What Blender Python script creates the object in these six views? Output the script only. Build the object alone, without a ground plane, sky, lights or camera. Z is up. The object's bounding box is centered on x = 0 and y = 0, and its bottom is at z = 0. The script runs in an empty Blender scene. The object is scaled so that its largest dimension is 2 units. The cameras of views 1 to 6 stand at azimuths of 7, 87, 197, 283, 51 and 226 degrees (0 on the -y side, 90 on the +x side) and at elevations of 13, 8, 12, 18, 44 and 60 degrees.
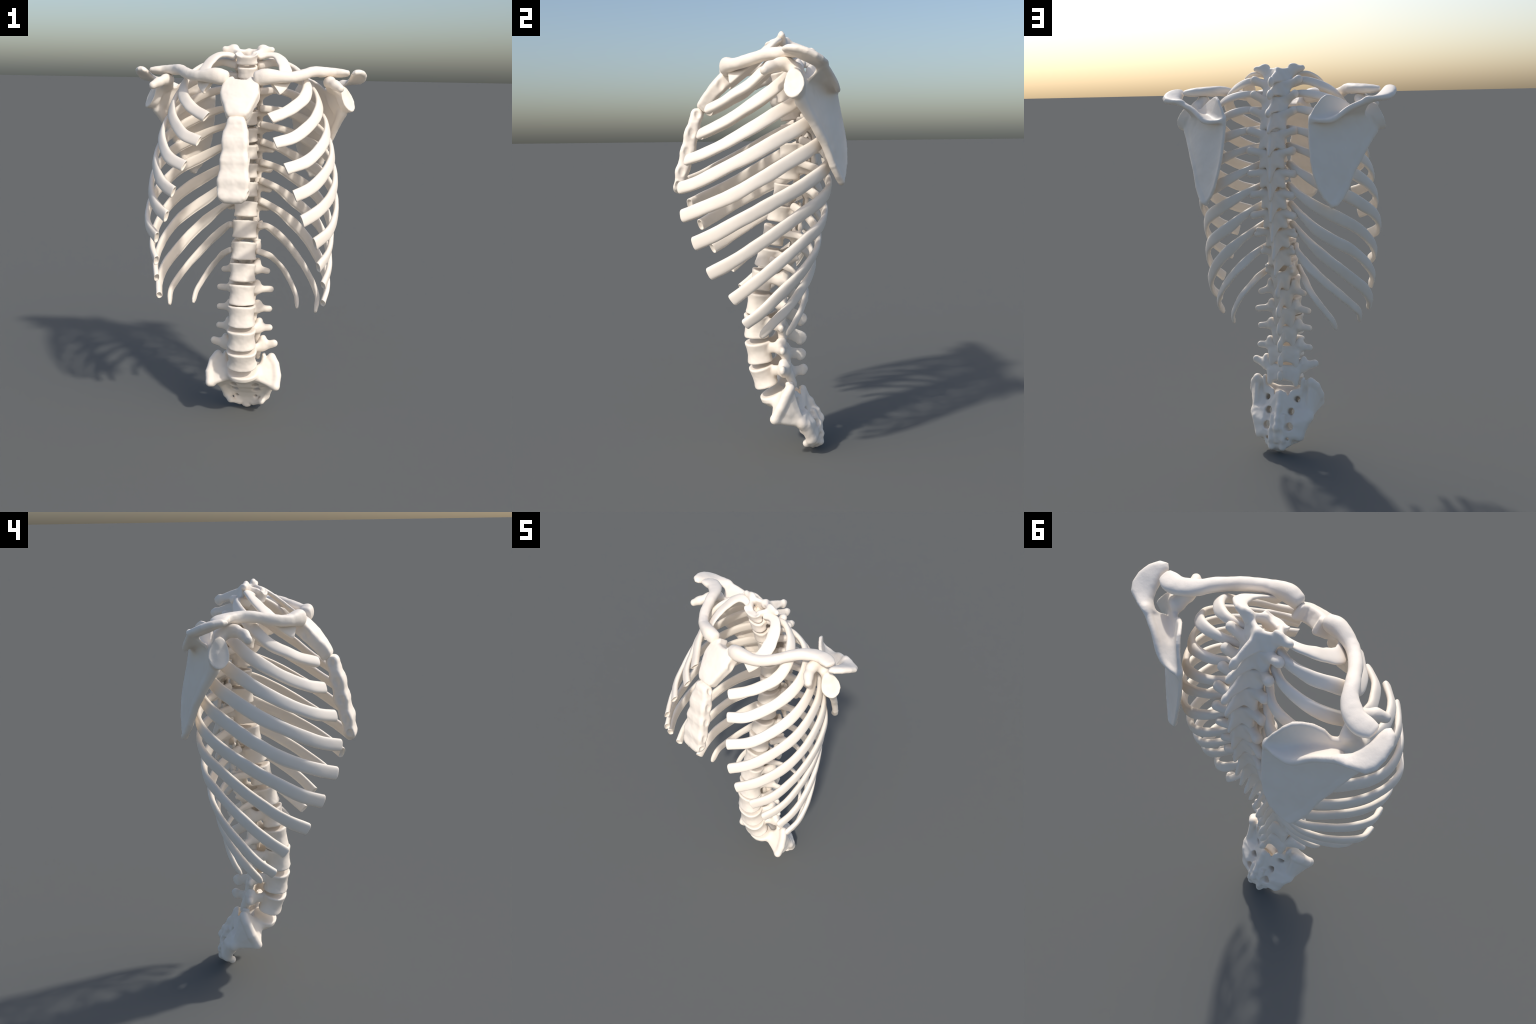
# Human torso skeleton (spine with sacrum, rib cage, sternum, collar bones, shoulder blades).
# Compact bones are modelled as smooth unions of simple solids (signed distances, polygonised with
# surface nets); ribs and collar bones are lofted along spines with changing cross-sections.
import bmesh
import bpy
import numpy as np
from mathutils import Vector, noise

V = lambda *a: np.array(a, float)

# ------------------------------------------------------------------ signed-distance kit
def smin(a, b, k=0.01):
    h = np.maximum(k - np.abs(a - b), 0.0) / k
    return np.minimum(a, b) - h * h * k * 0.25

def smax(a, b, k=0.01):
    return -smin(-a, -b, k)

def seg(P, a, b):
    ab = b - a
    t = np.clip(((P - a) @ ab) / (ab @ ab + 1e-12), 0, 1)
    return t, P - (a + t[..., None] * ab)

def cone(P, a, b, r0, r1=None):
    """round cone: a capsule whose radius runs from r0 to r1"""
    r1 = r0 if r1 is None else r1
    t, d = seg(P, V(*a), V(*b))
    return np.sqrt((d * d).sum(-1)) - (r0 + (r1 - r0) * t)

def flat(P, a, b, e, e0, e1, p0, p1):
    """capsule with an elliptic section: radius e0->e1 along the direction e, p0->p1 across it"""
    e = V(*e); e = e / np.linalg.norm(e)
    t, d = seg(P, V(*a), V(*b))
    de = d @ e
    dp = np.sqrt(np.maximum((d * d).sum(-1) - de * de, 0))
    re, rp = e0 + (e1 - e0) * t, p0 + (p1 - p0) * t
    return (np.sqrt((de / re) ** 2 + (dp / rp) ** 2) - 1) * np.minimum(re, rp)

def ball(P, c, r):
    q = (P - V(*c)) / V(*r)
    return (np.sqrt((q * q).sum(-1)) - 1) * min(r)

def chain(P, pts, radii, k=0.004):
    d = None
    for i in range(len(pts) - 1):
        e = cone(P, pts[i], pts[i + 1], radii[i], radii[i + 1])
        d = e if d is None else smin(d, e, k)
    return d

def tri(P, a, b, c, r):
    """thick triangle"""
    a, b, c = V(*a), V(*b), V(*c)
    n = np.cross(b - a, c - a); n /= np.linalg.norm(n)
    d = np.abs((P - a) @ n)
    inside = np.ones(P.shape[:-1], bool)
    best = np.full(P.shape[:-1], 9.0)
    for p, q in ((a, b), (b, c), (c, a)):
        inside &= ((P - p) @ np.cross(n, q - p)) >= 0
        _, w = seg(P, p, q)
        best = np.minimum(best, np.sqrt((w * w).sum(-1)))
    return np.where(inside, d, best) - r

def polygon(x, y, pts):
    """signed distance to a 2D polygon, negative inside"""
    pts = np.asarray(pts, float)
    d = np.full(x.shape, 9.0); s = np.zeros(x.shape, bool)
    for (x0, y0), (x1, y1) in zip(pts, np.roll(pts, -1, 0)):
        ex, ey = x1 - x0, y1 - y0
        t = np.clip(((x - x0) * ex + (y - y0) * ey) / (ex * ex + ey * ey + 1e-12), 0, 1)
        d = np.minimum(d, (x - x0 - t * ex) ** 2 + (y - y0 - t * ey) ** 2)
        c = (y0 > y) != (y1 > y)
        s ^= c & (x < x0 + (y - y0) * ex / (ey if abs(ey) > 1e-9 else 1e-9))
    d = np.sqrt(d)
    return np.where(s, -d, d)

def spline(P, n):
    P = np.asarray(P, float)
    P = np.vstack([2 * P[0] - P[1], P, 2 * P[-1] - P[-2]])
    t = np.linspace(0, len(P) - 3 - 1e-9, n); i = t.astype(int); f = (t - i)[:, None]
    a, b, c, d = P[i], P[i + 1], P[i + 2], P[i + 3]
    return 0.5 * (2 * b + (c - a) * f + (2 * a - 5 * b + 4 * c - d) * f * f + (3 * b - a - 3 * c + d) * f ** 3)

def even(P, n):
    P = spline(P, 400)
    s = np.r_[0, np.cumsum(np.linalg.norm(np.diff(P, axis=0), axis=1))]
    q = np.linspace(0, s[-1], n)
    return np.stack([np.interp(q, s, P[:, i]) for i in range(3)], -1)

def surface_nets(F, o, h):
    nx, ny, nz = F.shape
    cell = lambda i, j, k: F[i:nx - 1 + i, j:ny - 1 + j, k:nz - 1 + k]
    corners = [(i, j, k) for i in (0, 1) for j in (0, 1) for k in (0, 1)]
    neg = sum((cell(*c) < 0).astype(np.int8) for c in corners)
    mixed = (neg > 0) & (neg < 8)
    idx = -np.ones(mixed.shape, int); idx[mixed] = np.arange(mixed.sum())
    acc = np.zeros((mixed.sum(), 3)); cnt = np.zeros(mixed.sum())
    val = {c: cell(*c)[mixed] for c in corners}
    for a in corners:
        for ax in range(3):
            if a[ax]:
                continue
            b = list(a); b[ax] = 1; b = tuple(b)
            fa, fb = val[a], val[b]
            cr = (fa < 0) != (fb < 0)
            t = np.where(cr, fa / np.where(cr, fa - fb, 1), 0)
            p = np.array(a, float)[None].repeat(len(t), 0); p[:, ax] = t
            acc += p * cr[:, None]; cnt += cr
    ijk = np.argwhere(mixed)
    verts = (ijk + acc / cnt[:, None]) * h + o
    quads = []
    for ax in range(3):
        u, w = [(1, 2), (2, 0), (0, 1)][ax]
        sl0 = [slice(1, -1)] * 3; sl1 = [slice(1, -1)] * 3
        sl0[ax] = slice(0, -1); sl1[ax] = slice(1, None)
        A, B = F[tuple(sl0)] < 0, F[tuple(sl1)] < 0
        e = np.argwhere(A != B); flip = A[A != B]
        off = np.array([1, 1, 1]); off[ax] = 0
        e = e + off
        def at(du, dw):
            q = e.copy(); q[:, u] += du; q[:, w] += dw
            return idx[q[:, 0], q[:, 1], q[:, 2]]
        q = np.stack([at(-1, -1), at(0, -1), at(0, 0), at(-1, 0)], 1)
        q[~flip] = q[~flip][:, ::-1]
        quads.append(q)
    return verts, np.vstack(quads)

def solid(name, fn, lo, hi, h=0.004, grain=0.0008, symmetric=False):
    """polygonise fn(P); symmetric bones are described on the +x half only"""
    lo, hi = V(*lo), V(*hi)
    ax = [np.arange(lo[i], hi[i] + h, h) for i in range(3)]
    if symmetric:
        n = int(np.ceil(hi[0] / h)); ax[0] = (np.arange(-n, n) + 0.5) * h; lo[0] = ax[0][0]
    P = np.stack(np.meshgrid(*ax, indexing="ij"), -1)
    if symmetric:
        m = len(ax[0]) // 2
        half = fn(P[m:]); F = np.concatenate([half[::-1], half], 0)
    else:
        F = fn(P)
    v, q = surface_nets(F, lo, h)
    # relax the grid pattern
    for lam in (0.5, -0.35, 0.5, -0.35):
        s = np.zeros_like(v); c = np.zeros(len(v))
        for a, b in ((0, 1), (1, 2), (2, 3), (3, 0)):
            np.add.at(s, q[:, a], v[q[:, b]]); np.add.at(c, q[:, a], 1)
        v = v + lam * (s / c[:, None] - v)
    me = mesh(name, v, q)
    if grain:
        lumps(me, grain)
    return me

def mesh(name, v, f):
    me = bpy.data.meshes.new(name)
    f = np.asarray(f)
    me.vertices.add(len(v)); me.vertices.foreach_set("co", np.asarray(v, np.float32).ravel())
    me.loops.add(f.size); me.loops.foreach_set("vertex_index", f.ravel().astype(np.int32))
    me.polygons.add(len(f))
    me.polygons.foreach_set("loop_start", np.arange(0, f.size, f.shape[1], dtype=np.int32))
    me.update(calc_edges=True); me.validate()
    me.polygons.foreach_set("use_smooth", np.ones(len(me.polygons), bool))
    return me

def outward(me):
    bm = bmesh.new(); bm.from_mesh(me); bmesh.ops.recalc_face_normals(bm, faces=bm.faces); bm.to_mesh(me); bm.free()

def lumps(me, amount, sizes=((22, 1.0), (60, 0.35))):
    """the gentle unevenness of bone, pushed along the normals"""
    n = len(me.vertices)
    co = np.empty(n * 3, np.float32); no = np.empty(n * 3, np.float32)
    me.vertices.foreach_get("co", co); me.vertex_normals.foreach_get("vector", no)
    co, no = co.reshape(-1, 3), no.reshape(-1, 3)
    d = np.zeros(n)
    for f, w in sizes:
        d += w * np.array([noise.noise(Vector(p * f)) for p in co.astype(float)])
    me.vertices.foreach_set("co", (co + no * (d * amount)[:, None]).astype(np.float32).ravel())
    me.update()

# ------------------------------------------------------------------ material
def bone_material(name, rough_patches=0.0):
    m = bpy.data.materials.new(name); m.use_nodes = True
    nt = m.node_tree; N, L = nt.nodes, nt.links
    b = N["Principled BSDF"]
    co = N.new("ShaderNodeTexCoord")
    n1 = N.new("ShaderNodeTexNoise"); n1.inputs["Scale"].default_value = 9; n1.inputs["Detail"].default_value = 4
    n2 = N.new("ShaderNodeTexNoise"); n2.inputs["Scale"].default_value = 120; n2.inputs["Detail"].default_value = 3
    L.new(co.outputs["Object"], n1.inputs["Vector"]); L.new(co.outputs["Object"], n2.inputs["Vector"])
    r = N.new("ShaderNodeValToRGB")
    r.color_ramp.elements[0].position = 0.35; r.color_ramp.elements[0].color = BONE_DARK
    r.color_ramp.elements[1].position = 0.65; r.color_ramp.elements[1].color = BONE_LIGHT
    L.new(n1.outputs["Fac"], r.inputs["Fac"]); L.new(r.outputs["Color"], b.inputs["Base Color"])
    b.inputs["Roughness"].default_value = 0.55
    b.inputs["Specular IOR Level"].default_value = 0.35
    bp = N.new("ShaderNodeBump"); bp.inputs["Strength"].default_value = 0.05 + rough_patches; bp.inputs["Distance"].default_value = 0.004
    L.new(n2.outputs["Fac"], bp.inputs["Height"]); L.new(bp.outputs["Normal"], b.inputs["Normal"])
    return m

BONE_DARK, BONE_LIGHT = (0.90, 0.81, 0.705, 1), (0.93, 0.845, 0.745, 1)
BONE = bone_material("bone")
ROUGH_BONE = bone_material("rough_bone", 0.08)

# ------------------------------------------------------------------ scene tree
root = bpy.data.objects.new("torso_skeleton", None)
bpy.context.scene.collection.objects.link(root)
root["label"] = "white human torso skeleton with spine, ribs and shoulder blades"
root["category"] = "skeleton"

def add(name, me, mat=None, mirrored=False):
    me.materials.clear(); me.materials.append(mat or BONE)
    o = bpy.data.objects.new(name, me)
    bpy.context.scene.collection.objects.link(o); o.parent = root
    if mirrored:
        p = o.copy(); p.scale = (-1, 1, 1)
        bpy.context.scene.collection.objects.link(p); p.parent = root
    return o

# ------------------------------------------------------------------ vertebrae
# kind, front middle of the body (y, z), tilt, body height, half width, depth,
# transverse process tip (x, y, z), spinous process tip (y, z), its half height,
# half spacing of the joint to the next vertebra below
VERTEBRAE = [
    ("T", .040, 1.918, 20, .050, .057, .050, (.122, .114, 1.978), (.266, 1.910), .020, .055),
    ("T", .055, 1.857, 16, .060, .052, .068, (.116, .163, 1.925), (.288, 1.850), .018, .052),
    ("T", .074, 1.786, 13, .064, .049, .078, (.107, .206, 1.855), (.322, 1.763), .016, .050),
    ("T", .095, 1.716, 10, .067, .049, .090, (.106, .230, 1.777), (.320, 1.678), .013, .048),
    ("T", .110, 1.635, 6, .070, .050, .100, (.116, .256, 1.680), (.318, 1.566), .012, .047),
    ("T", .112, 1.551, 3, .073, .051, .108, (.110, .282, 1.585), (.312, 1.440), .012, .046),
    ("T", .105, 1.465, 0, .075, .053, .114, (.114, .275, 1.470), (.310, 1.348), .012, .046),
    ("T", .092, 1.373, -5, .077, .056, .118, (.104, .270, 1.365), (.310, 1.243), .012, .045),
    ("T", .074, 1.281, -8, .077, .060, .120, (.106, .260, 1.260), (.296, 1.140), .013, .044),
    ("T", .049, 1.182, -10, .080, .065, .116, (.106, .232, 1.160), (.276, 1.046), .015, .043),
    ("T", .022, 1.082, -12, .092, .068, .113, (.084, .197, 1.066), (.252, .960), .018, .043),
    ("X", -.008, .974, -13, .092, .070, .110, (.068, .182, .961), (.228, .855), .022, .047),
    ("L", -.036, .865, -10, .093, .073, .108, (.115, .138, .838), (.214, .752), .028, .050),
    ("L", -.058, .748, -6, .105, .074, .118, (.136, .128, .741), (.206, .657), .031, .058),
    ("L", -.072, .632, -1, .111, .076, .126, (.133, .101, .640), (.202, .563), .032, .066),
    ("L", -.063, .494, 8, .102, .080, .128, (.137, .105, .534), (.203, .481), .028, .086),
    ("L", -.038, .365, 17, .102, .084, .125, (.162, .102, .446), (.216, .403), .024, .089),
]

# height of the joint tips of the lower vertebrae above and below the middle of the body
JOINT_UP = {11: .046, 12: .058, 13: .048, 14: .041, 15: .051, 16: .057}
JOINT_DOWN = {11: -.080, 12: -.085, 13: -.082, 14: -.083, 15: -.080, 16: -.076}

def vertebra(i):
    kind, fy, fz, tilt, h, hw, dep, tp, sp, sph, jx = VERTEBRAE[i]
    jx_up = VERTEBRAE[i - 1][10] if i else .06
    a = np.radians(tilt)
    up, back = V(0, -np.sin(a), np.cos(a)), V(0, np.cos(a), np.sin(a))
    front = V(0, fy, fz); c = front + back * dep / 2; o = front + back * dep
    W = lambda x, q, w: V(x, 0, 0) + o + back * q + up * w       # local -> world
    sp = V(0, *sp); tp = V(*tp)

    def fn(P):
        x = P[..., 0]; d = P - c
        y = d @ back; z = d @ up
        waist = 1 - (.13 if kind == "T" else .15) * np.clip(1 - (2 * z / h) ** 2, 0, 1) ** 1.2
        hd = dep / 2
        re = ((np.abs(x) / (hw * waist)) ** 2.3 + (np.abs(y) / (hd * (.35 + .65 * waist))) ** 2.3) ** (1 / 2.3)
        side = (re - 1) * min(hw, hd)
        cap = np.abs(z) - h / 2 + .005 * np.clip(1 - re * re, 0, 1) - (.004 if kind != "T" else .002) * (y < 0) * (y / hd) ** 2
        if i == 0:                                                # raised lips beside the upper end plate
            cap = cap - np.where(z > 0, .016 * np.clip((np.abs(x) - .025) / .03, 0, 1) ** 2, 0)
        body = smax(side, cap, .012)
        hole = cone(P, W(0, .026, -.1), W(0, .026, .1), .034)
        body = smax(body, -hole, .014)
        if kind == "T":
            jt = jx + .005
            px = max(.046, jt) if i else .070
            pil = W(px, .030 if i else .032, .014 if i else .020)
            A = flat(P, W(.034, -.012, .016), pil, up, .020, .018, .012, .012)                      # pedicle
            if i == 0:                                                                              # wide upper joints
                f = W(.073, .040, .034)
                A = smin(A, flat(P, W(.070, .034, .012), f, (1, 0, 0), .015, .018, .014, .010), .014)
                A = smin(A, ball(P, f + V(0, .002, .006), (.024, .012, .016)), .010)
            else:
                A = smin(A, flat(P, W(jt - .006, .034, .014), W(jt - .006, .026, h / 2 + .024), (1, 0, 0), .017, .013, .011, .006), .012)
            lam_lo = -.038 - .10 * (h - .05)
            q0, q1 = (.036, .062) if i else (.036, .064)
            lo_x = jt + .002 if i else .058
            A = smin(A, tri(P, W(px if i == 0 else lo_x, q0, .022), W(lo_x, q0 + .010, lam_lo - .012), W(0, q1, .012), .0105), .014)
            A = smin(A, tri(P, W(lo_x, q0 + .010, lam_lo - .012), W(0, q1, .012), W(0, q1 + .005, lam_lo + .006), .0105), .014)
            r = (.013, .0135) if i == 0 else (.016, .0205) if i < 9 else (.014, .014)
            A = smin(A, cone(P, pil + V(0, .008, -.002), tp + (pil - tp) * .06, *r), .018)             # transverse process
            if i in (9, 10):
                A = smin(A, cone(P, pil, tp + V(-.012, .0, .026), .014, .010), .012)
            s0 = W(0, q1 - .004, -.004)
            A = smin(A, flat(P, s0, sp, (1, 0, 0), .011, .0075 if i > 2 else .010, .020, sph), .018)  # spinous process
            if i < 11:                                                                              # web under the spinous process
                A = smin(A, tri(P, W(.028, q1 - .012, lam_lo + .002), W(0, q1, 0), sp + (s0 - sp) * .12, .0065), .012)
            if i < 3:
                A = smin(A, ball(P, sp + V(0, -.006, 0), (.0115, .010, sph)), .012)
        else:
            px = max(jx_up + .012, .052)
            pil = W(px, .036, .020)
            A = flat(P, W(.045, -.014, .018), pil, up, .026, .024, .014, .016)
            top = W(jx_up + .017, .048, JOINT_UP[i])
            A = smin(A, flat(P, W(px, .040, .012), top, back, .023, .020, .020, .016), .024)           # upper joint
            A = smin(A, cone(P, top + back * .010 - up * .012, top + back * .016 - up * .026, .012, .010), .010)
            b0 = W(jx - .018, .056, -.02); b1 = W(jx - .018, .060 if kind == "L" else .052, JOINT_DOWN[i])
            A = smin(A, flat(P, W(px - .012, .050, .012), b0, up, .026, .028, .012, .013), .016)
            A = smin(A, flat(P, b0, b1, (1, 0, 0), .016, .014, .020, .016), .016)                     # lower joint
            A = smin(A, tri(P, W(px - .012, .056, .018), b0, W(0, .066, .004), .012), .016)
            A = smin(A, tri(P, b0 + up * .0, W(jx - .022, .062, JOINT_DOWN[i] + .014), W(0, .070, -.046), .012), .016)
            A = smin(A, tri(P, b0, W(0, .066, .004), W(0, .070, -.046), .012), .016)
            if kind == "L":
                fl = 1.0 if i < 16 else 1.25
                A = smin(A, flat(P, pil + V(0, .004, -.006), tp, (0, 1, 0), .015 * fl, .0125 * fl, .020 * fl, .0170 * fl), .020)
            else:
                A = smin(A, cone(P, pil, tp, .015, .009), .016)
                A = smin(A, cone(P, pil, tp + V(-.004, .01, .03), .013, .009), .012)
            s0 = W(0, .070, -.030)
            A = smin(A, flat(P, s0, sp, (1, 0, 0), .0105, .0095, sph * .95, sph), .016)
            A = smin(A, flat(P, sp + V(0, -.002, -sph * .62), sp + V(0, -.002, sph * .45), (1, 0, 0), .013, .010, .012, .010), .012)
        return smin(body, A, .012)

    lo = np.minimum(np.minimum(front, sp), tp) - V(0, .03, .05)
    hi = np.maximum(np.maximum(o, sp), tp) + V(.03, .035, .05)
    lo[2] = min(lo[2], c[2] - h / 2 - .075); hi[2] = max(hi[2], c[2] + h / 2 + .075)
    hi[0] = max(tp[0], hw, jx_up + .03) + .03
    name = "lumbar_vertebra" if kind == "L" else "thoracic_vertebra"
    return name, solid(name, fn, lo, hi, .0036, .0019, True)

for i in range(len(VERTEBRAE)):
    add(*vertebra(i))

# ------------------------------------------------------------------ sacrum
def sacrum(P):
    x = P[..., 0]
    c = V(0, .068, .272); e = V(0, .934, .357); n = V(0, -.357, .934)
    d = P - c; y, z = d @ e, d @ n
    y = y - .75 * np.clip(-z - .004, 0, .1)
    re = np.sqrt((x / (.084 - .35 * np.clip(-z, 0, .1))) ** 2 + (y / .064) ** 2)
    body = smax((re - 1) * .06, np.abs(z + .012) - .034 + .004 * np.clip(1 - re * re, 0, 1), .010)
    # plate of fused segments, curving back then forward
    mid = [(0, .126, .243), (0, .178, .197), (0, .228, .150), (0, .262, .098), (0, .272, .050), (0, .264, .020)]
    wid = [.085, .115, .108, .088, .056, .022]; thk = [.036, .040, .034, .028, .022, .014]
    A = None
    for k in range(5):
        f = flat(P, mid[k], mid[k + 1], (1, 0, 0), wid[k], wid[k + 1], thk[k], thk[k + 1])
        A = f if A is None else smin(A, f, .02)
    body = smin(body, A, .03)
    # wings
    s1, top, rm2, rim, cor, bump = (.045, .085, .262), (.148, .139, .355), (.172, .116, .324), (.186, .088, .268), (.180, .063, .216), (.147, .190, .182)
    back_ = (.085, .152, .266)
    w = np.minimum(np.minimum(tri(P, s1, top, rm2, .017), tri(P, s1, rm2, rim, .017)), tri(P, s1, rim, cor, .017))
    w = smin(w, np.minimum(np.minimum(tri(P, top, rm2, bump, .014), tri(P, rm2, rim, bump, .014)), tri(P, rim, cor, bump, .014)), .016)
    w = smin(w, tri(P, (.05, .125, .25), cor, bump, .014), .02)
    w = smin(w, tri(P, back_, (.142, .116, .310), bump, .012), .02)
    w = smin(w, tri(P, (.05, .13, .245), bump, (.06, .18, .21), .020), .02)
    w = smin(w, cone(P, (.095, .115, .265), (.14, .115, .235), .034, .028), .03)
    w = smin(w, chain(P, [top, rm2, rim, cor, (.164, .070, .206)], [.0155, .0150, .0145, .013, .012]), .018)
    body = smin(body, w, .025)
    body = smin(body, chain(P, [(.148, .196, .172), (.112, .236, .082), (.088, .222, .058), (.04, .25, .03)], [.016, .015, .014, .012], .02), .02)
    # joints with the last lumbar vertebra
    body = smin(body, flat(P, (.098, .146, .29), (.106, .138, .366), (0, 1, 0), .022, .020, .014, .010), .016)
    # back wall, crests
    body = smin(body, tri(P, (.078, .150, .305), (0, .212, .300), (.060, .206, .215), .011), .02)
    body = smin(body, tri(P, (0, .212, .300), (.060, .206, .215), (0, .258, .19), .013), .02)
    body = smin(body, chain(P, [(0, .214, .302), (0, .248, .245), (0, .284, .195), (0, .300, .150), (0, .298, .105), (0, .302, .075)], [.010, .011, .012, .013, .012, .010], .012), .014)
    for q, r in (((0, .212, .303), .012), ((0, .252, .238), .013), ((0, .302, .155), .014)):
        body = smin(body, ball(P, q, (r * .8, r, r * 1.3)), .014)
    body = smin(body, chain(P, [(.030, .262, .2), (.032, .288, .14), (.034, .300, .085), (.030, .296, .040), (.026, .280, .022)], [.012, .011, .012, .014, .010], .014), .014)
    body = smin(body, flat(P, (0, .272, .034), (0, .262, .012), (1, 0, 0), .030, .020, .016, .011), .012)
    body = smin(body, tri(P, (0, .262, .19), (.055, .262, .13), (0, .285, .08), .014), .02)
    body = smin(body, tri(P, (.055, .262, .13), (0, .285, .08), (.05, .262, .06), .014), .02)
    body = smin(body, tri(P, (.062, .258, .140), (.134, .222, .168), (.106, .250, .085), .018), .02)
    body = smin(body, tri(P, (.078, .220, .212), (.130, .200, .200), (.085, .245, .165), .014), .02)
    # canal and nerve holes
    body = smax(body, -flat(P, (0, .150, .36), (0, .205, .255), (1, 0, 0), .058, .030, .024, .014), .012)
    for a, b, r in (((.080, .10, .232), (.080, .24, .296), .0145), ((.061, .13, .175), (.061, .30, .245), .0175),
                    ((.060, .17, .128), (.060, .36, .162), .0195), ((.053, .22, .075), (.053, .36, .095), .0080)):
        body = smax(body, -cone(P, a, b, r), .010)
    return body

add("sacrum", solid("sacrum", sacrum, (0, -.02, -.02), (.23, .35, .40), .0036, .0014, True))

# ------------------------------------------------------------------ breastbone
def manubrium(P):
    c = V(0, -.231, 1.752); s = V(0, .62, .785); n = V(0, -.785, .62)
    d = P - c; x = P[..., 0]; u = d @ s; w = d @ n
    out = [(0, .118), (.026, .122), (.040, .146), (.060, .142), (.088, .104), (.093, .075), (.096, .040), (.088, .008), (.070, -.04), (.057, -.078), (.044, -.093), (0, -.095)]
    out = out + [(-a, b) for a, b in out[-2:0:-1]]
    d2 = polygon(x, u, out) + .004
    half = .028 + .05 * np.clip(u, 0, .15)
    mid = -.030 - 1.2 * np.clip(u, -.1, .15) ** 2 - 1.6 * x * x
    b = smax(d2 - .002, np.abs(w - mid) - half, .017)
    b = smax(b, -ball(P, (.100, -.164, 1.768), (.013, .016, .030)), .006)
    b = smax(b, -ball(P, (.064, -.272, 1.666), (.014, .018, .018)), .006)
    return b

def sternum_body(P):
    x, y, z = P[..., 0], P[..., 1], P[..., 2]
    zs = [1.27, 1.30, 1.35, 1.39, 1.45, 1.49, 1.55, 1.575, 1.63, 1.67]
    fr = [-.388, -.391, -.386, -.378, -.359, -.352, -.334, -.330, -.304, -.298]
    bk = [-.345, -.338, -.326, -.315, -.291, -.282, -.268, -.262, -.250, -.246]
    f, b = np.interp(z, zs, fr), np.interp(z, zs, bk)
    wave = .003 * np.cos((z - 1.551) * 2 * np.pi / .083)
    mid, half = (f + b) / 2, (b - f) / 2 + wave
    out = [(0, 1.668), (.034, 1.666), (.044, 1.652), (.054, 1.612), (.060, 1.60), (.066, 1.552), (.063, 1.512), (.071, 1.470), (.069, 1.424), (.079, 1.378), (.076, 1.345), (.080, 1.318), (.062, 1.288), (.042, 1.272), (0, 1.270)]
    out = out + [(-a, c) for a, c in out[-2:0:-1]]
    d2 = polygon(x, z, out) + .002
    d = smax(d2, np.abs(y - mid - .02 * np.abs(x)) - half + .5 * x * x, .020)
    for q, r in (((.054, -.272, 1.640), (.014, .015, .022)), ((.070, -.300, 1.552), (.012, .016, .026)), ((.075, -.324, 1.470), (.012, .016, .026)),
                 ((.083, -.349, 1.378), (.012, .016, .028)), ((.078, -.368, 1.314), (.014, .015, .020))):
        d = smax(d, -ball(P, (q[0] - .003, q[1], q[2]), r), .0025)
    return d

add("manubrium", solid("manubrium", manubrium, (0, -.34, 1.62), (.12, -.05, 1.87), .0036, .0022, True))
add("sternum_body", solid("sternum_body", sternum_body, (0, -.43, 1.24), (.11, -.22, 1.69), .0036, .0022, True))

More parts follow.
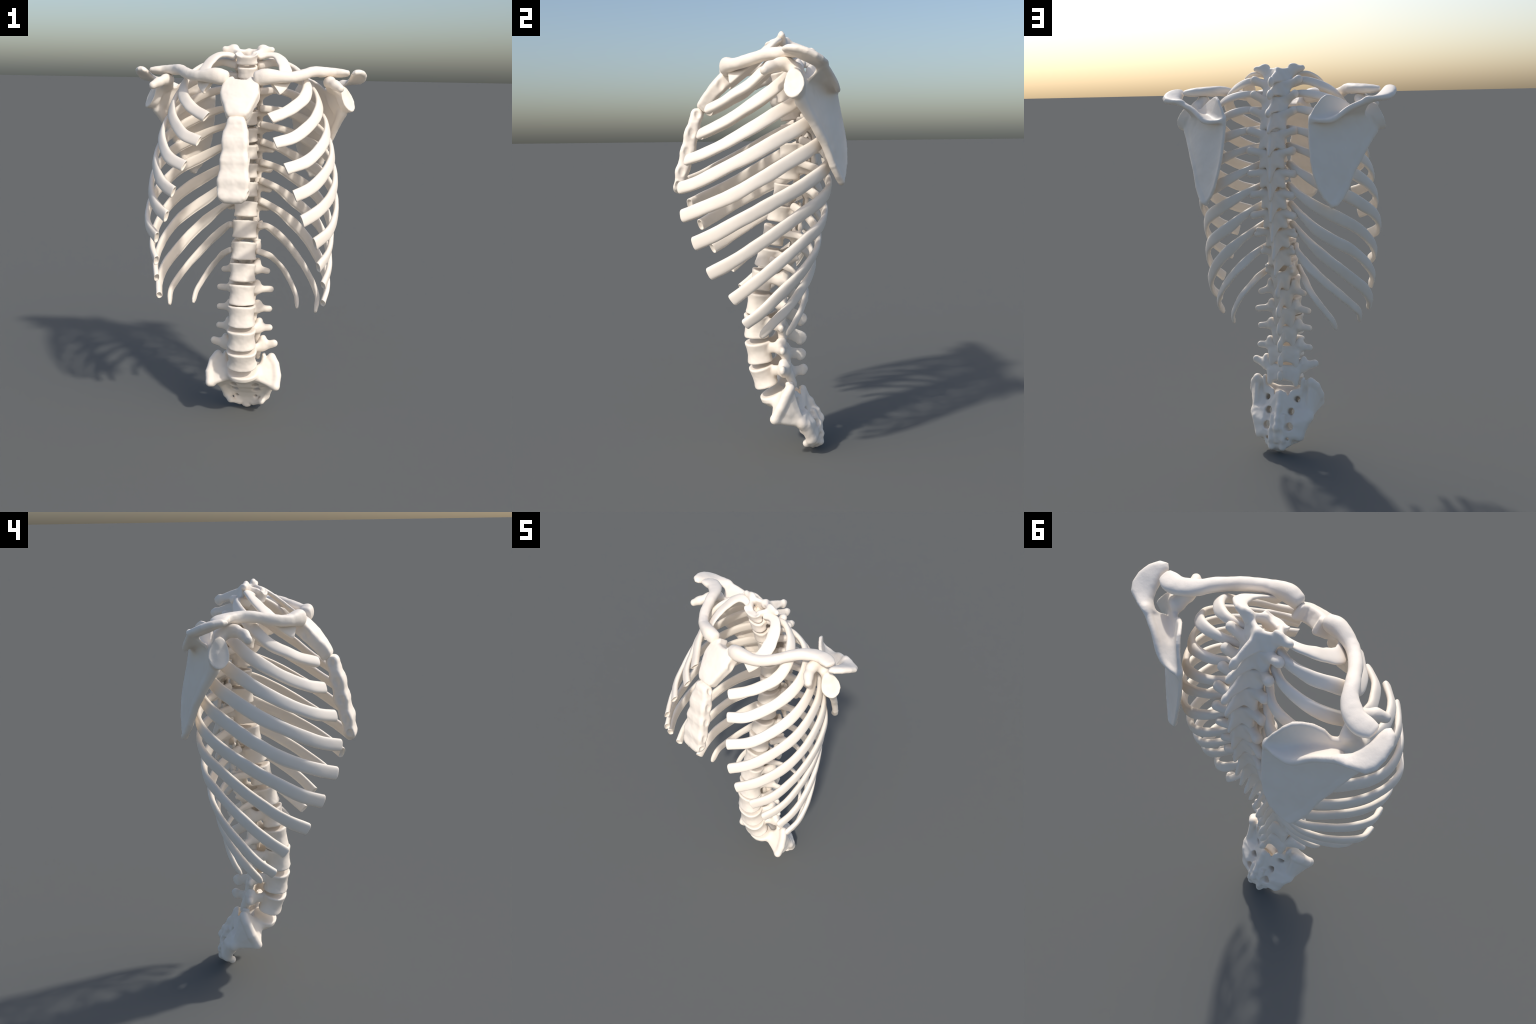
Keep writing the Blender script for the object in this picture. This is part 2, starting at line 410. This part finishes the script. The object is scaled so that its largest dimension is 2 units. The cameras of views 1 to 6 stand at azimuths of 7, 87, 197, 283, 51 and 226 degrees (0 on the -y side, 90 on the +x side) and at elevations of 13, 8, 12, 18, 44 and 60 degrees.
# ------------------------------------------------------------------ ribs
# spine of each rib from its front end back to its head
RIBS = [
    [(.159, -.122, 1.791), (.186, -.084, 1.814), (.201, -.043, 1.843), (.199, -.003, 1.876), (.186, .033, 1.906), (.166, .064, 1.932), (.138, .087, 1.949), (.102, .093, 1.950), (.063, .090, 1.942)],
    [(.148, -.222, 1.655), (.207, -.166, 1.679), (.261, -.110, 1.712), (.297, -.043, 1.751), (.305, .017, 1.805), (.273, .071, 1.856), (.217, .118, 1.892), (.138, .139, 1.917), (.060, .112, 1.901)],
    [(.174, -.262, 1.544), (.257, -.207, 1.568), (.314, -.126, 1.608), (.356, -.043, 1.659), (.365, .045, 1.718), (.332, .124, 1.781), (.255, .177, 1.830), (.149, .182, 1.854), (.059, .139, 1.846)],
    [(.232, -.319, 1.432), (.320, -.242, 1.460), (.377, -.141, 1.507), (.408, -.038, 1.565), (.401, .067, 1.625), (.349, .162, 1.681), (.265, .226, 1.738), (.153, .232, 1.777), (.060, .162, 1.774)],
    [(.277, -.350, 1.312), (.358, -.257, 1.346), (.412, -.151, 1.401), (.438, -.036, 1.458), (.424, .078, 1.521), (.373, .184, 1.576), (.284, .257, 1.628), (.167, .261, 1.672), (.062, .185, 1.687)],
    [(.314, -.339, 1.195), (.395, -.242, 1.235), (.443, -.127, 1.287), (.459, -.014, 1.350), (.437, .100, 1.415), (.383, .208, 1.473), (.292, .275, 1.523), (.178, .264, 1.575), (.066, .195, 1.605)],
    [(.375, -.289, 1.079), (.443, -.197, 1.127), (.468, -.085, 1.189), (.462, .031, 1.250), (.427, .146, 1.308), (.366, .245, 1.366), (.267, .303, 1.416), (.160, .283, 1.473), (.070, .205, 1.515)],
    [(.395, -.228, .951), (.440, -.133, 1.006), (.449, -.029, 1.072), (.432, .075, 1.139), (.393, .173, 1.203), (.331, .263, 1.258), (.241, .309, 1.313), (.141, .286, 1.373), (.066, .200, 1.409)],
    [(.420, -.132, .839), (.445, -.051, .904), (.440, .035, .971), (.414, .119, 1.036), (.369, .199, 1.095), (.303, .268, 1.148), (.221, .289, 1.206), (.142, .259, 1.268), (.070, .190, 1.313)],
    [(.421, -.078, .732), (.438, -.001, .793), (.424, .071, .858), (.387, .142, .918), (.338, .205, .979), (.278, .251, 1.042), (.207, .258, 1.107), (.136, .225, 1.164), (.069, .165, 1.209)],
    [(.384, -.006, .669), (.388, .049, .732), (.361, .112, .787), (.320, .165, .844), (.271, .211, .903), (.214, .239, .965), (.152, .234, 1.026), (.100, .188, 1.071), (.074, .109, 1.086)],
    [(.281, .117, .652), (.273, .150, .701), (.251, .178, .746), (.223, .200, .792), (.192, .210, .837), (.159, .192, .878), (.129, .156, .914), (.101, .109, .940), (.073, .061, .961)],
]
#            half width (front, middle, angle, neck), half thickness
RIB_SIZE = [((.038, .034, .027, .0200), .0095), ((.027, .029, .026, .019), .0145), ((.027, .029, .026, .018), .0125), ((.028, .029, .027, .018), .013),
            ((.028, .030, .028, .018), .013), ((.030, .030, .029, .018), .0135), ((.031, .030, .031, .019), .0135), ((.029, .028, .031, .019), .0135),
            ((.027, .027, .030, .019), .0135), ((.025, .028, .027, .019), .013), ((.0195, .022, .023, .017), .0115), ((.0145, .0165, .0175, .016), .0095)]
NS, NA = 110, 28

def rib_frames():
    C = [even(even(r, 200)[2:], NS) for r in RIBS]
    out = []
    for k in range(12):
        T = np.gradient(C[k], axis=0); T /= np.linalg.norm(T, axis=1)[:, None]
        above, below = C[max(k - 1, 0)], C[min(k + 1, 11)]
        W = above - below
        if k == 0:
            W = np.stack([-C[0][:, 0], -.35 * C[0][:, 1] - .1, .12 - .22 * np.linspace(0, 1, NS)], 1)                       # broad face turned up and out
        if k == 1:
            W0 = np.stack([-C[1][:, 0], .05 - C[1][:, 1], np.zeros(NS)], 1)
            W = .3 * (W / np.linalg.norm(W, axis=1)[:, None]) + W0 / np.linalg.norm(W0, axis=1)[:, None] + V(0, 0, 1.25)
        if k >= 10:                                                                      # floating ribs: broad side faces out and back
            out_ = np.stack([C[k][:, 0], C[k][:, 1] + .04, np.zeros(NS)], 1)
            W = np.cross(out_, T)
            W *= np.sign(W[NS // 2, 2]) / np.linalg.norm(W, axis=1)[:, None]
            near = np.clip((np.linspace(0, 1, NS) - .62) / .25, 0, 1)[:, None]           # upright again towards the head
            W = W * (1 - near) + V(0, 0, 1) * near
        W = W - (W * T).sum(1)[:, None] * T
        for _ in range(40):                                                              # even out the twist
            W[1:-1] = (W[:-2] + 2 * W[1:-1] + W[2:]) / 4
        W -= (W * T).sum(1)[:, None] * T
        W /= np.linalg.norm(W, axis=1)[:, None]
        N = np.cross(W, T)
        N *= np.sign((N * (C[k] - V(0, .0, C[k][:, 2].mean()))).sum(1)[NS // 3])        # outward
        out.append((C[k], T, W, N))
    return out

def rib(k, C, T, W, N):
    (w0, w1, w2, w3), th = RIB_SIZE[k]
    s = np.linspace(0, 1, NS)
    hw = np.interp(s, [0, .05, .18, .45, .72, .86, .93, .97, 1], [w0, w0 * 1.02, w1 * .97, w1, w2, w3 * 1.02, w3 * .95, w3 * 1.05, w3 * .9])
    ht = th * np.interp(s, [0, .06, .15, .5, .8, .88, .95, 1], [1.08, 1.03, 1.0, .97, 1.0, 1.12, 1.1, 1.15])
    ker = np.ones(9) / 9
    sm = lambda q: np.convolve(np.pad(q, 4, mode="edge"), ker, "valid")
    hw, ht = sm(hw), sm(ht)
    if k >= 10:
        f = np.clip(s / .05, 0, 1); hw *= .7 + .3 * np.sqrt(f * (2 - f)); ht *= .7 + .3 * f
    wob = np.array([noise.noise(Vector((k * 7.3, q * 9, 0))) for q in s]); wob2 = np.array([noise.noise(Vector((k * 7.3, q * 9, 5))) for q in s])
    up = hw * (1 + .10 * wob); dn = hw * (1 + .10 * wob2)
    a = np.arange(NA) / NA * 2 * np.pi
    ca, sa = np.cos(a), np.sin(a)
    ex = .76
    cx, sx = np.sign(ca) * np.abs(ca) ** ex, np.sign(sa) * np.abs(sa) ** ex
    groove = np.exp(-((np.angle(np.exp(1j * (a - np.radians(218)))) / .30) ** 2))       # inner lower side
    gs = np.interp(s, [0, .25, .45, .85, .92, 1], [0, 0, 1, 1, 0, 0]) * (1 if 1 < k < 11 else 0)
    rings = []
    for i in range(NS):
        rw = np.where(cx > 0, up[i], dn[i]) * cx
        rn = ht[i] * sx + groove * gs[i] * ht[i] * .45
        rings.append(C[i] + rw[:, None] * W[i] + rn[:, None] * N[i])
    if 0 < k < 10:                                                                      # ends are cut to face the breastbone
        cut = -T[0] * (0, 0, 0, 0, .1, .4, 1.0, 1.5, 2, 2)[k] + V(-1, .05 - .06 * k, 0); cut -= (cut @ W[0]) * W[0]; cut /= np.linalg.norm(cut)
        for i in range(10):
            rings[i] = rings[i] - np.outer(((rings[i] - C[i]) @ cut) / (T[0] @ cut), T[i]) * (1 - i / 10)
    v = np.vstack(rings); f = []
    idx = lambda i, j: i * NA + j % NA
    for i in range(NS - 1):
        for j in range(NA):
            f.append((idx(i, j), idx(i, j + 1), idx(i + 1, j + 1), idx(i + 1, j)))
    # ends: a rolled lip round a shallow dish in front, a rounded head behind
    def cap(i, steps, flip):
        nonlocal v
        base, c = rings[i], C[i]
        t = -T[i] if i == 0 else T[i]
        last = [idx(i, j) for j in range(NA)]
        for shrink, push in steps:
            n0 = len(v); v = np.vstack([v, c + (base - c) * shrink + t * push])
            cur = list(range(n0, n0 + NA))
            for j in range(NA):
                q = (last[j], last[(j + 1) % NA], cur[(j + 1) % NA], cur[j])
                f.append(q if flip else q[::-1])
            last = cur
        n0 = len(v); v = np.vstack([v, v[last].mean(0)])
        for j in range(0, NA, 2):
            q = (last[j], last[(j + 1) % NA], last[(j + 2) % NA], n0)
            f.append(q if flip else q[::-1])
    if k < 10:
        cap(0, [(.97, .0022), (.90, .003), (.80, .0015), (.66, -.0035), (.4, -.005)], False)
    else:
        cap(0, [(.9, .004), (.7, .008), (.4, .011)], False)
    cap(NS - 1, [(.93, .004), (.75, .008), (.45, .0105)], True)
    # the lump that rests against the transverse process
    f = np.array(f)
    me = mesh("rib", v, f)
    outward(me)
    lumps(me, .0012, ((14, 1.0), (40, .35)))
    return me

for k, fr in enumerate(rib_frames()):
    add("rib", rib(k, *fr), mirrored=True)

# ------------------------------------------------------------------ collar bones
CLAVICLE = [(.078, -.133, 1.839), (.130, -.130, 1.847), (.209, -.102, 1.845), (.274, -.046, 1.853), (.321, .022, 1.871), (.366, .090, 1.877), (.431, .132, 1.874), (.500, .128, 1.870)]


def clavicle():
    n, m = 90, 32
    C = even(CLAVICLE, n); T = np.gradient(C, axis=0); T /= np.linalg.norm(T, axis=1)[:, None]
    U = V(0, .12, 1) - T * (T @ V(0, .12, 1))[:, None]; U /= np.linalg.norm(U, axis=1)[:, None]
    H = np.cross(U, T)
    t = np.linspace(0, 1, n)
    wide = np.interp(t, [0, .04, .10, .22, .5, .68, .80, .92, .97, 1], [.030, .034, .034, .0265, .0245, .028, .036, .041, .038, .027])
    top = np.interp(t, [0, .04, .10, .22, .5, .68, .80, .92, .97, 1], [.033, .037, .036, .0265, .025, .024, .021, .019, .017, .012])
    low = np.interp(t, [0, .04, .10, .22, .5, .66, .73, .80, .92, .97, 1], [.036, .041, .037, .0265, .024, .026, .031, .027, .024, .020, .013])
    ker = np.hanning(9) / np.hanning(9).sum(); sm = lambda q: np.convolve(np.pad(q, 4, mode="edge"), ker, "valid")
    wide, top, low = sm(wide), sm(top), sm(low)
    a = np.arange(m) / m * 2 * np.pi; ca, sa = np.cos(a), np.sin(a)
    ex = .85; cx, sx = np.sign(ca) * np.abs(ca) ** ex, np.sign(sa) * np.abs(sa) ** ex
    v = [C[i] + np.outer(cx * np.where(cx > 0, top[i], low[i]), U[i]) + np.outer(sx * wide[i], H[i]) for i in range(n)]
    for i, sh, push in ((0, .93, -.008), (0, .76, -.014), (0, .45, -.018)):
        v.insert(0, C[0] + (v[len(v) - n] - C[0]) * sh + T[0] * push)
    for sh, push in ((.8, .004), (.45, .007)):
        v.append(C[-1] + (v[n + 2] - C[-1]) * sh + T[-1] * push)
    k = len(v); v = np.vstack(v)
    f = [(i * m + j, i * m + (j + 1) % m, (i + 1) * m + (j + 1) % m, (i + 1) * m + j) for i in range(k - 1) for j in range(m)]
    ends = []
    for i in (0, k - 1):
        c = len(v); v = np.vstack([v, v[i * m:(i + 1) * m].mean(0)])
        f += [(i * m + j, i * m + (j + 1) % m, i * m + (j + 2) % m, c) for j in range(0, m, 2)]
    me = mesh("clavicle", v, f)
    outward(me); lumps(me, .0022, ((16, 1.0), (45, .45)))
    return me

add("clavicle", clavicle(), ROUGH_BONE, True)

# ------------------------------------------------------------------ shoulder blades
MEDIAL = [(.275, .272, 1.848), (.252, .292, 1.830), (.228, .318, 1.793), (.213, .341, 1.752), (.208, .351, 1.715), (.209, .357, 1.665), (.212, .365, 1.606), (.221, .380, 1.540), (.237, .388, 1.474), (.260, .386, 1.410), (.284, .377, 1.364), (.304, .365, 1.338)]
TIP = [(.320, .353, 1.329)]
LATERAL = [(.339, .341, 1.336), (.359, .322, 1.357), (.379, .298, 1.406), (.393, .279, 1.458), (.409, .258, 1.500), (.429, .238, 1.532), (.446, .208, 1.583), (.460, .186, 1.622), (.478, .160, 1.670), (.475, .150, 1.75)]
UPPER = [(.440, .150, 1.795), (.400, .170, 1.782), (.378, .186, 1.786), (.360, .200, 1.812), (.330, .224, 1.833), (.300, .250, 1.846)]

def sheet(P, n, rim, inner, half, edge=.010, power=4):
    """thin curved plate: outline through the rim points, height field fitted to rim and inner points"""
    rim, inner = np.array(rim), np.array(inner)
    R = rim.mean(0); n = V(*n); n /= np.linalg.norm(n)
    e2 = V(0, 0, 1) - n[2] * n
    if np.linalg.norm(e2) < .5:
        e2 = V(0, 1, 0) - n[1] * n
    e2 /= np.linalg.norm(e2); e1 = np.cross(n, e2)
    loc = lambda Q: ((Q - R) @ e1, (Q - R) @ e2, (Q - R) @ n)
    a_, b_, w_ = loc(np.vstack([rim, inner]))
    ra, rb, _ = loc(rim)
    sc = max(np.ptp(ra), np.ptp(rb)) / 2
    terms = [(i, j) for i in range(4) for j in range(power + 1) if i + j <= power]
    base = lambda a, b: np.stack([(a / sc) ** i * (b / sc) ** j for i, j in terms], -1)
    B = base(a_, b_)
    co = np.linalg.solve(B.T @ B + 1e-3 * np.diag([0 if sum(t) < 2 else 1 for t in terms]), B.T @ w_)
    a, b, w = loc(P)
    d2 = polygon(a, b, np.stack([ra, rb], 1))
    near = (d2 < .03) & (np.abs(w) < sc)
    out = np.maximum(d2, .03)
    an, bn = a[near], b[near]
    w0 = base(an, bn) @ co
    h = half(d2[near]) if callable(half) else half
    out[near] = smax(np.abs(w[near] - w0) * .93 - h, d2[near], edge)
    return out

def scapula(P):
    n = V(.594, .789, .164); n /= np.linalg.norm(n)
    # inner control points: hollow on the rib side
    inner = np.array([(.285, .318, 1.66), (.30, .318, 1.58), (.31, .325, 1.48), (.36, .255, 1.66), (.36, .272, 1.56), (.41, .205, 1.68), (.32, .285, 1.72), (.29, .268, 1.79), (.34, .222, 1.77)])
    inner[:6] += np.outer([.002, .002, .008, .010, .006, .028], n)
    inner = np.vstack([inner, V(.365, .292, 1.44) + n * .018, V(.335, .335, 1.38) + n * .014, V(.42, .20, 1.73) + n * .026])
    lateral = [tuple(V(*q) + n * (.007 if j < 8 else 0)) for j, q in enumerate(LATERAL)]
    blade = sheet(P, n, MEDIAL + TIP + lateral + UPPER, inner, lambda d: .0055 + .004 * np.exp(-np.abs(d) / .012))
    # thick outer border
    L = [tuple(V(*LATERAL[j]) + n * .004 + V(-.008, .006, 0)) for j in (0, 2, 4, 6)] + [LATERAL[8]]
    d = smin(blade, chain(P, [TIP[0]] + L, [.011, .013, .013, .014, .016, .022]), .016)
    # neck and socket
    g = V(.503, .131, 1.743); gn = V(.775, -.52, .36); gn /= np.linalg.norm(gn)
    gv = V(-.049, -.002, .11); gv -= (gv @ gn) * gn; gv /= np.linalg.norm(gv); gh = np.cross(gn, gv)
    q = P - g; qn, qv, qh = q @ gn, q @ gv, q @ gh
    r = np.sqrt((qv / .064) ** 2 + (qh / (.047 - .16 * np.clip(qv, -.02, .06))) ** 2)
    depth = qn
    cup = smax((r - 1) * .045 + np.clip(-depth, 0, .06) * .35, np.maximum(depth - .004 + .011 * np.clip(1 - r * r, 0, 1), -depth - .040), .006)
    d = smin(d, cup, .014)
    d = smin(d, flat(P, g - gn * .020, (.418, .192, 1.715), gv, .046, .032, .023, .011), .03)
    d = smin(d, cone(P, g + gv * .040 - gn * .02, (.420, .150, 1.800), .022, .024), .02)
    # beak-like process
    d = smin(d, chain(P, [(.425, .150, 1.800), (.410, .112, 1.824), (.416, .080, 1.824), (.440, .040, 1.812), (.466, .017, 1.795)], [.026, .026, .023, .020, .019], .02), .02)
    # spine: a ridge of plate rising from the blade, its crest running out to the shoulder tip
    crest = even([(.222, .344, 1.734), (.262, .346, 1.729), (.317, .335, 1.729), (.348, .324, 1.751), (.370, .311, 1.768), (.392, .297, 1.785), (.418, .285, 1.796), (.444, .272, 1.807), (.474, .256, 1.820)], 11)
    foot = even([(.215, .345, 1.733), (.25, .318, 1.738), (.29, .296, 1.744), (.335, .265, 1.750), (.375, .240, 1.755), (.410, .218, 1.757), (.445, .200, 1.762)], 11)
    ridge = sheet(P, (-.36, -.10, .93), list(crest) + list(foot[::-1]), (crest[1:-1] + foot[1:-1]) / 2, .0065, .006, 3)
    rr = np.interp(np.linspace(0, 1, 26), [0, .3, .5, 1], [.004, .012, .011, .013])
    ridge = smin(ridge, chain(P, even(crest, 26), rr, .002), .012)
    d = smin(d, ridge, .022)
    # shoulder tip
    tip_rim = [(.455, .232, 1.806), (.462, .268, 1.822), (.510, .262, 1.826), (.568, .238, 1.828), (.586, .212, 1.842), (.588, .175, 1.856), (.580, .135, 1.868), (.562, .100, 1.874), (.535, .086, 1.872),
               (.520, .100, 1.866), (.515, .140, 1.850), (.506, .180, 1.836), (.490, .205, 1.820)]
    mid_ = np.mean(tip_rim[2:], 0)
    tip_rim = [tuple(V(*q) + .008 * (V(*q) - mid_) / np.linalg.norm(V(*q) - mid_)) for q in tip_rim]
    d = smin(d, sheet(P, (0, .35, .93), tip_rim, [(.545, .200, 1.842), (.548, .150, 1.862), (.52, .225, 1.830)], .0145, .022, 3), .016)
    return d

add("scapula", solid("scapula", scapula, (.17, -.02, 1.29), (.64, .42, 1.91), .0042, .0012), ROUGH_BONE, True)
